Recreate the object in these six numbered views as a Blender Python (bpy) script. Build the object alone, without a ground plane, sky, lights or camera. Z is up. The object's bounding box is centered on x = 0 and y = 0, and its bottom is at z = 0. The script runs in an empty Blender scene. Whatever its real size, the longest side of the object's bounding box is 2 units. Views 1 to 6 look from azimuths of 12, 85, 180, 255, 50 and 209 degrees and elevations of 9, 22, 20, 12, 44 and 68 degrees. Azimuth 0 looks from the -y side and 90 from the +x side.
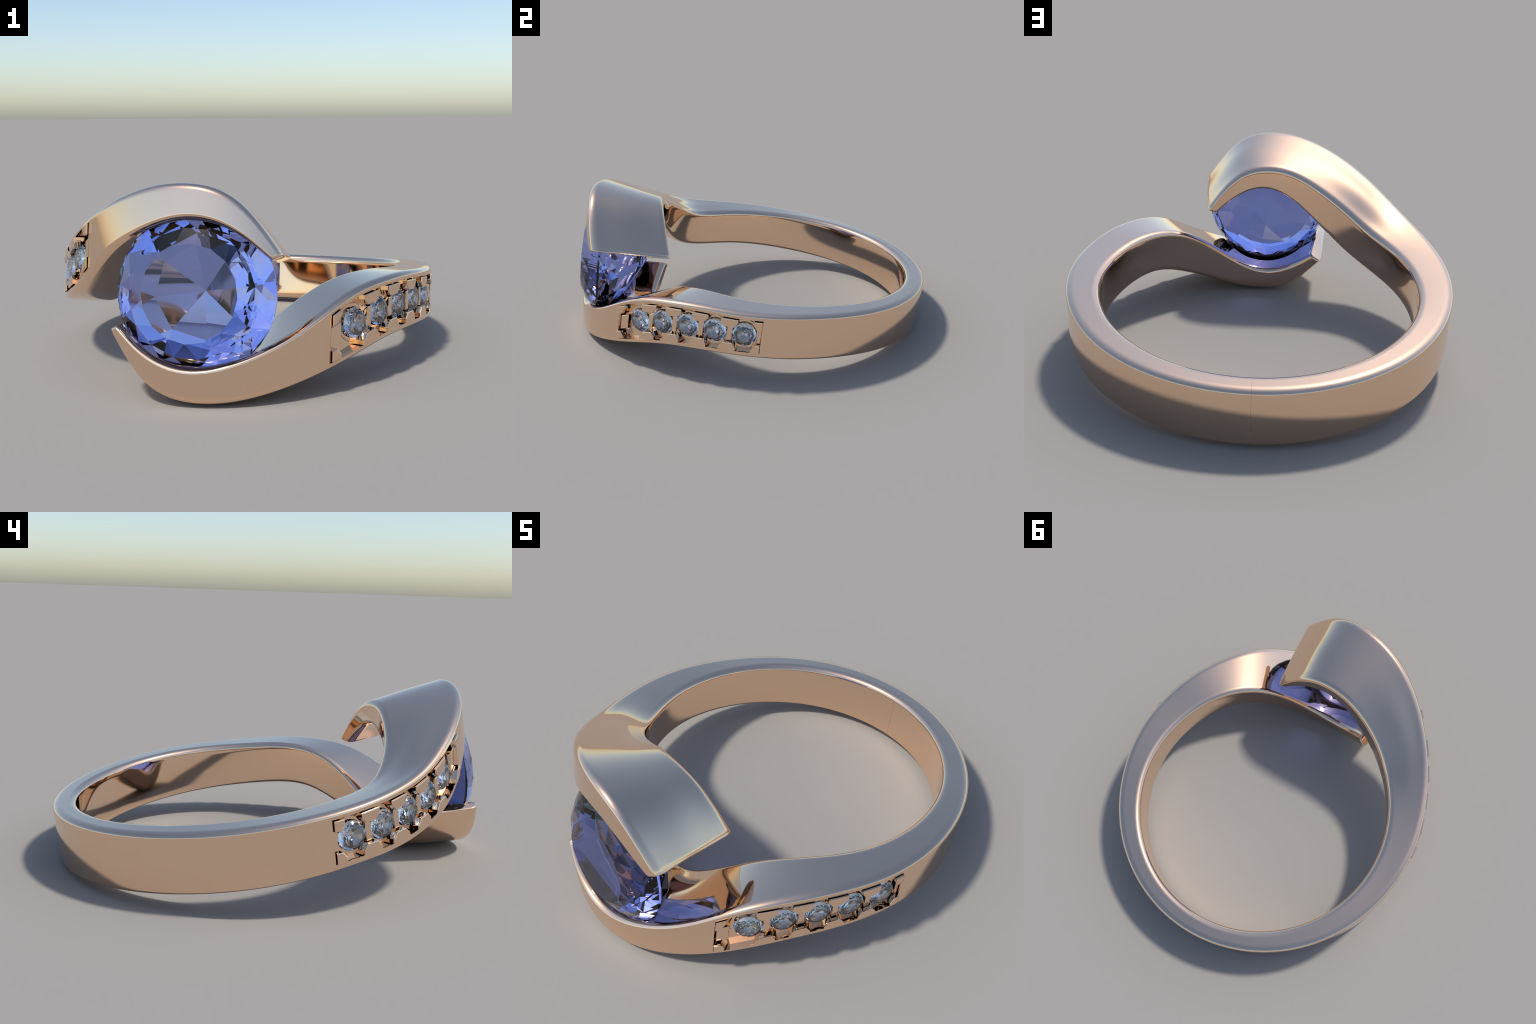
# A tension-set bypass ring of rose gold, lying on its side: two identical arms
# (half-turn copies about the stone's axis), a big blue round brilliant between
# them and a row of five small diamonds set into each shoulder.
import bpy, bmesh, math
import numpy as np
from mathutils import Matrix, Vector

# ------------------------------------------------------------------ frame
TILT = math.radians(8.55)          # the ring rests on its back edge and the lower arm
ORIGIN = (0.0, 0.163, 0.2570)     # centre of the finger hole

# ------------------------------------------------------------------ arm rails
# angle round the finger hole: 0 = back, 180 = middle of the stone
ANGLE = [0, 25, 50, 75, 95, 110, 122, 134, 146, 158, 170, 180, 190, 200, 206]
R_IN = [.720, .717, .711, .708, .706, .705, .706, .708, .710, .711, .711, .711, .711, .711, .711]
R_OUT = [.829, .829, .834, .848, .873, .896, .920, .955, 1.002, 1.056, 1.100, 1.121, 1.128, 1.115, 1.100]
Z_OUT_TOP = [.130, .129, .125, .123, .131, .141, .157, .193, .264, .342, .404, .415, .332, .096, -.038]
Z_OUT_LOW = [-.130, -.129, -.127, -.124, -.112, -.099, -.091, -.065, -.002, .130, .239, .279, .213, .054, -.026]
Z_IN_TOP = [.128, .128, .127, .125, .123, .124, .125, .144, .205, .279, .343, .357, .324, .214, .118]
Z_IN_LOW = [-.128, -.127, -.126, -.123, -.112, -.103, -.097, -.078, -.024, .077, .188, .233, .203, .115, .048]

# stone
STONE_R = 0.315
STONE_Y = -1.029                  # girdle plane on the ring's own y axis

# shoulder setting
PAVE_ANGLES = [107.4, 117.1, 126.2, 134.8, 143.0]
PAVE_FROM, PAVE_TO = 101.7, 150.6
PAVE_MARGIN = 0.031
PAVE_R = 0.060
PAVE_DEPTH = 0.034
TIP_ANGLE = math.radians(24.2)    # end plane of the arms, round the stone's axis


def spline(values, at):
    """Cubic through the rail knots, level at the back, straight at the tip."""
    x, y, at = np.array(ANGLE, float), np.array(values, float), np.asarray(at, float)
    n, h = len(x), np.diff(np.array(ANGLE, float))
    A, b = np.zeros((n, n)), np.zeros(n)
    A[0, 0], A[0, 1], b[0] = 2 * h[0], h[0], 6 * (y[1] - y[0]) / h[0]
    A[-1, -1] = 1
    for i in range(1, n - 1):
        A[i, i - 1], A[i, i], A[i, i + 1] = h[i - 1], 2 * (h[i - 1] + h[i]), h[i]
        b[i] = 6 * ((y[i + 1] - y[i]) / h[i] - (y[i] - y[i - 1]) / h[i - 1])
    M = np.linalg.solve(A, b)
    i = np.clip(np.searchsorted(x, at) - 1, 0, n - 2)
    t, u, H = at - x[i], x[i + 1] - at, h[i]
    return M[i] * u**3 / 6 / H + M[i + 1] * t**3 / 6 / H + (y[i] / H - M[i] * H / 6) * u + (y[i + 1] / H - M[i + 1] * H / 6) * t


def seat_radius(y):
    """Radius of the seat cut for the stone, along the ring's own y axis."""
    taper = STONE_R + 0.004 - 0.40 * np.clip(y - (STONE_Y + 0.015), 0, None)
    taper = taper - 1.4 * np.clip(STONE_Y - 0.010 - y, 0, None)      # the lip closes over the crown
    return np.where(y > -0.770, taper - (y + 0.770) * 14.0, taper)


# ------------------------------------------------------------------ arm section
# the section is a rounded quad: outer face, top, bore, stone side
N_OUT, N_TOP, N_BORE, N_STONE, N_FIL = 24, 14, 10, 90, 9
# how far each corner's rounding runs along its two faces: (towards key, length)
FILLET = {("out_top", "out_low"): .019, ("out_top", "in_top"): .036, ("out_low", "out_top"): .018, ("out_low", "in_low"): .036,
          ("in_top", "out_top"): .034, ("in_top", "in_low"): .026, ("in_low", "out_low"): .034, ("in_low", "in_top"): .026}


def section(phi):
    """Closed loops of (radius, z) for the given angles: array (rows, points, 2)."""
    phi = np.asarray(phi, float)
    ro = spline(R_OUT, phi)
    ri = spline(R_IN, phi)
    lean = np.clip((phi - 135) / 40, 0, 1)               # the outer face leans back over the stone
    c = {"out_low": np.stack([ro + .003 * lean, spline(Z_OUT_LOW, phi)], -1), "out_top": np.stack([ro - .007 * lean, spline(Z_OUT_TOP, phi)], -1),
         "in_top": np.stack([ri, spline(Z_IN_TOP, phi)], -1), "in_low": np.stack([ri, spline(Z_IN_LOW, phi)], -1)}
    order = ["out_low", "out_top", "in_top", "in_low"]
    length = {}
    for a, b in zip(order, order[1:] + order[:1]):
        length[a, b] = np.linalg.norm(c[b] - c[a], axis=-1)

    def toward(a, b, d):
        L = length.get((a, b), length.get((b, a)))
        if (a, b) == ("out_top", "out_low"):            # the outer crest is softer over the stone
            d = d + 0.012 * np.clip((phi - 125) / 40, 0, 1)
        return c[a] + (c[b] - c[a]) * np.minimum(d / L, 0.45)[:, None]

    def face(a, b, n):
        s, e = toward(a, b, FILLET[a, b]), toward(b, a, FILLET[b, a])
        t = np.linspace(0, 1, n)[None, :, None]
        return s[:, None] * (1 - t) + e[:, None] * t

    def corner(before, k, after):
        s, e = toward(k, before, FILLET[k, before]), toward(k, after, FILLET[k, after])
        t = np.linspace(0, 1, N_FIL + 2)[1:-1][None, :, None]
        w = 0.72
        num = s[:, None] * (1 - t)**2 + 2 * w * t * (1 - t) * c[k][:, None] + e[:, None] * t**2
        return num / ((1 - t)**2 + 2 * w * t * (1 - t) + t**2)

    top = face("out_top", "in_top", N_TOP)
    hump = 0.012 * np.exp(-((phi - 146) / 14.0)**2) + 0.010 * np.exp(-((phi - 195) / 10.0)**2)      # the shoulder swells where the arm lifts off
    top[..., 1] += hump[:, None] * np.sin(np.linspace(0, math.pi, N_TOP))[None]**2
    return np.concatenate([
        face("out_low", "out_top", N_OUT), corner("out_low", "out_top", "in_top"),
        top, corner("out_top", "in_top", "in_low"),
        face("in_top", "in_low", N_BORE), corner("in_top", "in_low", "out_low"),
        face("in_low", "out_low", N_STONE), corner("in_low", "out_low", "out_top")], axis=1)


STONE_FROM = N_OUT + N_TOP + N_BORE + 2 * N_FIL      # first point on the stone side


def to_xyz(rz, phi):
    f = np.radians(phi)
    return np.stack([-rz[..., 0] * np.sin(f), rz[..., 0] * np.cos(f), rz[..., 1]], -1)


def build_arm_mesh():
    fine = np.linspace(180, 206, 261)
    loops = section(fine)
    m = loops.shape[1]
    xyz = to_xyz(loops, fine[:, None])
    ang = np.arctan2(xyz[..., 2], xyz[..., 0])
    end = np.array([fine[np.argmax(ang[:, j] < TIP_ANGLE)] if (ang[:, j] < TIP_ANGLE).any() else 206 for j in range(m)])
    # smooth sub-step of the crossing
    for j in range(m):
        i = int(np.argmax(ang[:, j] < TIP_ANGLE))
        if i > 0:
            t = (ang[i - 1, j] - TIP_ANGLE) / (ang[i - 1, j] - ang[i, j])
            end[j] = fine[i - 1] + t * (fine[i] - fine[i - 1])
    mean = float(end.mean())
    # rows: pocket ends fall on rows exactly
    base = np.concatenate([np.linspace(0, PAVE_FROM, 110)[:-1], np.linspace(PAVE_FROM, PAVE_TO, 90)[:-1], np.linspace(PAVE_TO, mean, 130)])
    blend = np.clip((base - 160) / (mean - 160), 0, 1)
    blend = blend * blend * (3 - 2 * blend)
    rows = len(base)
    P = np.zeros((rows, m, 3))
    for j in range(m):
        phi = base + (end[j] - mean) * blend
        P[:, j] = to_xyz(section_point(phi, j), phi)
    # seat for the stone: lift the stone side clear of it
    j = np.arange(STONE_FROM - N_FIL, m)
    x, y, z = P[:, j, 0], P[:, j, 1], P[:, j, 2]
    R = seat_radius(y)
    cut = np.sqrt(np.clip(R * R - x * x, 0, None))
    k = 0.0025
    lifted = 0.5 * (z + cut + np.sqrt((z - cut)**2 + k * k))
    use = (R > np.abs(x)) & (y < -0.5)
    P[:, j, 2] = np.where(use, np.maximum(lifted, z), z)
    # rounded ends: tip and the butt joint at the back
    def ended(row, inward, radius, steps, both):
        out, centre = [], row.mean(0)
        for s in range(1, steps + 1):
            a = s / steps * math.pi / 2
            d = row - centre
            L = np.linalg.norm(d, axis=1, keepdims=True)
            out.append(centre + d * (1 - np.minimum(radius * (1 - math.cos(a)) / L, .5)) + inward * radius * math.sin(a))
        return out
    tip_dir = P[-1] - P[-3]
    tip_dir = tip_dir.mean(0) / np.linalg.norm(tip_dir.mean(0))
    tip = ended(P[-1] - tip_dir * .012, tip_dir, .012, 6, False)
    P[-1] = P[-1] - tip_dir * .012
    P[-2] = P[-3] * .5 + P[-1] * .5
    P[0, :, 0] -= .0003                      # hairline joint where the two arms meet
    allrows = np.concatenate([P, np.array(tip)])
    off = 0
    n = len(allrows)
    verts = allrows.reshape(-1, 3)
    faces, skip = [], set()
    r0 = off + int(np.argmin(abs(base - PAVE_FROM)))
    r1 = off + int(np.argmin(abs(base - PAVE_TO)))
    # columns of the outer face between which the pocket lies
    c0, c1 = 0, N_OUT - 1
    for i in range(n - 1):
        for j in range(m):
            if r0 <= i < r1 and c0 <= j < c1:
                continue
            a, b = i * m + j, i * m + (j + 1) % m
            faces.append((a, b, b + m, a + m))
    faces.append(tuple(range(m))[::-1])
    faces.append(tuple((n - 1) * m + j for j in range(m)))
    # outer face with the sunk pocket
    verts = [tuple(v) for v in verts]

    def add(p):
        verts.append(tuple(p))
        return len(verts) - 1
    rowsn = r1 - r0 + 1
    phis = base[r0 - off:r1 - off + 1]
    ro, zt, zl = spline(R_OUT, phis), spline(Z_OUT_TOP, phis), spline(Z_OUT_LOW, phis)
    def ring(i, z, depth):
        return to_xyz(np.array([ro[i] - depth, z]), phis[i])
    inset = 3     # rows of rim kept at each end
    lanes = []
    for i in range(rowsn):
        lo, hi = zl[i] + PAVE_MARGIN, zt[i] - PAVE_MARGIN
        lanes.append([add(ring(i, lo, 0)), add(ring(i, lo, 0)), add(ring(i, lo, PAVE_DEPTH)), add(ring(i, lo, PAVE_DEPTH)),
                      add(ring(i, hi, PAVE_DEPTH)), add(ring(i, hi, PAVE_DEPTH)), add(ring(i, hi, 0)), add(ring(i, hi, 0))])
    floors = [[add(ring(i, zl[i] + PAVE_MARGIN + t * (zt[i] - zl[i] - 2 * PAVE_MARGIN), PAVE_DEPTH)) for t in np.linspace(0, 1, 25)] for i in range(rowsn)]
    centres = [to_xyz(np.array([float(spline(R_OUT, [p])[0]) - PAVE_DEPTH, mid_z(p)]), p) for p in PAVE_ANGLES]
    for i in range(rowsn - 1):
        A, B = lanes[i], lanes[i + 1]
        g = (r0 + i) * m
        faces.append((g + c0, A[0], B[0], g + m + c0))
        faces.append((A[7], g + c1, g + m + c1, B[7]))
        for a in (1, 5):
            faces.append((A[a], A[a + 1], B[a + 1], B[a]))
        for a in range(len(floors[i]) - 1):
            quad = (floors[i][a], floors[i][a + 1], floors[i + 1][a + 1], floors[i + 1][a])
            mid = np.mean([verts[q] for q in quad], axis=0)
            if min(np.linalg.norm(mid - c) for c in centres) > PAVE_R + .008:
                faces.append(quad)
    for row, flip in ((0, False), (rowsn - 1, True)):
        A = lanes[row]
        q = [add(verts[k]) for k in (A[1], A[2], A[5], A[6])]
        faces.append(tuple(q) if not flip else tuple(q[::-1]))
        # seal the strip between the rim lanes and the face columns of the end row
        g = (r0 + row) * m
        fan = [g + j for j in range(c0, c1 + 1)]
        ring_pts = [A[7], A[0]]
        faces.append(tuple(fan + ring_pts) if flip else tuple((fan + ring_pts)[::-1]))
    me = bpy.data.meshes.new("band_arm")
    me.from_pydata(verts, [], faces)
    me.validate()
    bm = bmesh.new()
    bm.from_mesh(me)
    bmesh.ops.delete(bm, geom=[f for f in bm.faces if f.calc_area() < 1e-10], context="FACES_ONLY")
    bmesh.ops.recalc_face_normals(bm, faces=bm.faces)
    bm.to_mesh(me)
    bm.free()
    for p in me.polygons:
        p.use_smooth = True
    me.set_sharp_from_angle(angle=math.radians(38))
    return me


def mid_z(phi):
    return .5 * float(spline(Z_OUT_TOP, [phi])[0] + spline(Z_OUT_LOW, [phi])[0])


_cache = {}


def section_point(phi, j):
    key = phi.tobytes()
    if key not in _cache:
        _cache.clear()
        _cache[key] = section(phi)
    return _cache[key][:, j]


# ------------------------------------------------------------------ stones
def brilliant_mesh(name, radius, girdle, table=.58, crown=.33, pavilion=.80):
    """Round brilliant, table towards +z, girdle at z = 0."""
    pts = []
    def ringpts(n, r, z, turn):
        for k in range(n):
            a = 2 * math.pi * (k + turn) / n
            pts.append((r * math.cos(a) * radius, r * math.sin(a) * radius, z * radius))
    ringpts(16, table * 1.02, crown, .5)                                 # table rim
    ringpts(16, .785, crown * .70, 0)                                    # star tips
    ringpts(16, .905, crown * .37, .5)                                   # upper girdle breaks
    ringpts(32, 1.0, girdle / 2, 0)                                      # girdle, upper rim
    ringpts(32, 1.0, -girdle / 2, 0)                                     # girdle, lower rim
    ringpts(16, .915, -pavilion * .25, .5)                               # steep lower girdle ring
    ringpts(8, .60, -pavilion * .60, 0)                                  # pavilion break
    ringpts(1, 0, -pavilion, 0)                                          # culet
    bm = bmesh.new()
    for p in pts:
        bm.verts.new(p)
    bmesh.ops.convex_hull(bm, input=bm.verts)
    bmesh.ops.dissolve_limit(bm, angle_limit=math.radians(1.2), verts=bm.verts, edges=bm.edges)
    bmesh.ops.recalc_face_normals(bm, faces=bm.faces)
    me = bpy.data.meshes.new(name)
    bm.to_mesh(me)
    bm.free()
    return me


# ------------------------------------------------------------------ materials
def node_material(name):
    m = bpy.data.materials.new(name)
    m.use_nodes = True
    nt = m.node_tree
    return m, nt, nt.nodes["Principled BSDF"]


def gold_material(name="rose_gold", dark=1.0):
    m, nt, b = node_material(name)
    b.inputs["Metallic"].default_value = 1.0
    tc = nt.nodes.new("ShaderNodeTexCoord")
    noise = nt.nodes.new("ShaderNodeTexNoise")
    noise.inputs["Scale"].default_value = 5.0
    noise.inputs["Detail"].default_value = 3.0
    nt.links.new(tc.outputs["Object"], noise.inputs["Vector"])
    ramp = nt.nodes.new("ShaderNodeValToRGB")
    ramp.color_ramp.elements[0].color = (.89 * dark, .638 * dark, .452 * dark, 1)
    ramp.color_ramp.elements[1].color = (.91 * dark, .652 * dark, .464 * dark, 1)
    nt.links.new(noise.outputs["Fac"], ramp.inputs["Fac"])
    nt.links.new(ramp.outputs["Color"], b.inputs["Base Color"])
    mr = nt.nodes.new("ShaderNodeMapRange")
    mr.inputs["To Min"].default_value, mr.inputs["To Max"].default_value = .045, .06
    nt.links.new(noise.outputs["Fac"], mr.inputs["Value"])
    nt.links.new(mr.outputs["Result"], b.inputs["Roughness"])
    return m


def gem_material(name, colour, ior, cloud=0.0):
    m, nt, b = node_material(name)
    tc = nt.nodes.new("ShaderNodeTexCoord")
    noise = nt.nodes.new("ShaderNodeTexNoise")
    noise.inputs["Scale"].default_value = 4.0
    nt.links.new(tc.outputs["Object"], noise.inputs["Vector"])
    ramp = nt.nodes.new("ShaderNodeValToRGB")
    ramp.color_ramp.elements[0].color = (*[c * .97 for c in colour], 1)
    ramp.color_ramp.elements[1].color = (*colour, 1)
    nt.links.new(noise.outputs["Fac"], ramp.inputs["Fac"])
    nt.links.new(ramp.outputs["Color"], b.inputs["Base Color"])
    b.inputs["Roughness"].default_value = cloud
    b.inputs["IOR"].default_value = ior
    b.inputs["Transmission Weight"].default_value = 1.0
    return m


GOLD = gold_material()
BLUE = gem_material("blue_stone", (.27, .34, .82), 1.46)
CLEAR = gem_material("clear_stone", (.74, .85, 1.0), 2.2, .05)

# ------------------------------------------------------------------ assembly
root = bpy.data.objects.new("gemstone_ring", None)
root.empty_display_size = .2
bpy.context.scene.collection.objects.link(root)
root.matrix_world = Matrix.Translation(ORIGIN) @ Matrix.Rotation(-TILT, 4, "X")
root["label"] = "rose gold bypass ring with round blue stone and diamonds"
root["category"] = "ring"
HALF_TURN = Matrix.Rotation(math.pi, 4, "Y")


def place(name, mesh, material, matrix, parent=root):
    o = bpy.data.objects.new(name, mesh)
    bpy.context.scene.collection.objects.link(o)
    o.parent = parent
    o.matrix_local = matrix
    if material and not mesh.materials:
        mesh.materials.append(material)
    return o


arm_mesh = build_arm_mesh()
arms = [place("band_arm", arm_mesh, GOLD, Matrix.Identity(4)), place("band_arm", arm_mesh, GOLD, HALF_TURN)]

stone = place("blue_gemstone", brilliant_mesh("blue_gemstone", STONE_R, .035), BLUE,
              Matrix.Translation((0, STONE_Y, 0)) @ Matrix.Rotation(math.radians(90), 4, "X") @ Matrix.Rotation(math.radians(8), 4, "Z"))


def outer_frame(phi, z):
    """Matrix on the outer face: x along the band, y up, z outwards."""
    f = math.radians(phi)
    h = .5
    a, b = to_xyz(np.array([float(spline(R_OUT, [phi - h])[0]), z]), phi - h), to_xyz(np.array([float(spline(R_OUT, [phi + h])[0]), z]), phi + h)
    t = Vector(b - a).normalized()
    up = Vector((0, 0, 1))
    n = t.cross(up).normalized()
    if n.dot(Vector((-math.sin(f), math.cos(f), 0))) < 0:
        n = -n
    p = Vector(to_xyz(np.array([float(spline(R_OUT, [phi])[0]), z]), phi))
    xx = up.cross(n)
    return Matrix(((xx.x, up.x, n.x, p.x), (xx.y, up.y, n.y, p.y), (xx.z, up.z, n.z, p.z), (0, 0, 0, 1)))


def prism_on_face(name, outline, low, high):
    """Prism over an outline of (angle, z) on the outer face, bevelled on top."""
    bm = bmesh.new()
    def ringv(depth):
        vs = []
        for phi, z in outline:
            r = float(spline(R_OUT, [phi])[0])
            vs.append(bm.verts.new(to_xyz(np.array([r + depth, z]), phi)))
        return vs
    a, b = ringv(low), ringv(high)
    k = len(outline)
    top = bm.faces.new(b)
    bm.faces.new(a[::-1])
    for i in range(k):
        bm.faces.new((a[i], a[(i + 1) % k], b[(i + 1) % k], b[i]))
    bmesh.ops.recalc_face_normals(bm, faces=bm.faces)
    bmesh.ops.bevel(bm, geom=list(top.edges), offset=.0035, segments=2, affect="EDGES", profile=.6)
    me = bpy.data.meshes.new(name)
    bm.to_mesh(me)
    bm.free()
    return me


def collet_mesh(name, inner, outer, low, high, n=28):
    """Short tube that carries a diamond inside the pocket."""
    bm = bmesh.new()
    loops = []
    for r, z in ((inner * .8, low), (inner, high - .006), (inner + .002, high), (outer - .003, high), (outer, high - .004), (outer, low)):
        loops.append([bm.verts.new((r * math.cos(2 * math.pi * k / n), r * math.sin(2 * math.pi * k / n), z)) for k in range(n)])
    for a, b in zip(loops, loops[1:] + loops[:1]):
        for k in range(n):
            bm.faces.new((a[k], a[(k + 1) % n], b[(k + 1) % n], b[k]))
    bm.faces.new(loops[0])
    bmesh.ops.recalc_face_normals(bm, faces=bm.faces)
    me = bpy.data.meshes.new(name)
    bm.to_mesh(me)
    bm.free()
    return me


collet = collet_mesh("diamond_collet", PAVE_R + .0005, PAVE_R + .0195, -.064, -.031)
diamond_mesh = brilliant_mesh("pave_diamond", PAVE_R, .04, pavilion=.62)
plates = []
marks = [PAVE_FROM + .25] + [.5 * (a + b) for a, b in zip(PAVE_ANGLES, PAVE_ANGLES[1:])] + [PAVE_TO - .25]
for k, phi in enumerate(marks):
    deg = math.degrees(1 / float(spline(R_OUT, [phi])[0]))       # degrees per metre along the face
    first, last = k == 0, k == len(marks) - 1
    for side in (1, -1):
        rail = Z_OUT_TOP if side > 0 else Z_OUT_LOW
        def edge(p, inset):
            return float(spline(rail, [p])[0]) - side * inset
        wide, narrow = .043 * deg, .024 * deg
        lo, hi = (phi, phi + wide) if first else (phi - wide, phi) if last else (phi - wide, phi + wide)
        lo2, hi2 = (phi, phi + narrow) if first else (phi - narrow, phi) if last else (phi - narrow, phi + narrow)
        e = PAVE_MARGIN + .004
        out = [(lo, edge(lo, e)), (hi, edge(hi, e)), (hi, edge(hi, e + .018)), (hi2, edge(hi2, e + .043)), (lo2, edge(lo2, e + .043)), (lo, edge(lo, e + .018))]
        if first:
            out = [out[i] for i in (0, 1, 2, 3, 4)]
        elif last:
            out = [out[i] for i in (0, 1, 3, 4, 5)]
        plates.append(("pave_prong", prism_on_face("pave_prong", out, -PAVE_DEPTH - .002, .011)))
    w = (.05 if last else .018 if first else .013) * deg
    lo, hi = (phi, phi + w) if first else (phi - w, phi) if last else (phi - w, phi + w)
    z0 = mid_z(phi)
    plates.append(("pave_bridge", prism_on_face("pave_bridge", [(lo, mid_z(lo) - .04), (hi, mid_z(hi) - .04), (hi, mid_z(hi) + .04), (lo, mid_z(lo) + .04)], -PAVE_DEPTH - .002, -.010)))

for turn in (Matrix.Identity(4), HALF_TURN):
    for i, phi in enumerate(PAVE_ANGLES):
        place("diamond_collet", collet, GOLD, turn @ outer_frame(phi, mid_z(phi)))
        spin = Matrix.Rotation(.7 * i, 4, "Z")
        place("pave_diamond", diamond_mesh, CLEAR, turn @ outer_frame(phi, mid_z(phi)) @ Matrix.Translation((0, 0, -.019)) @ spin)
    for name, me in plates:
        place(name, me, GOLD, turn)
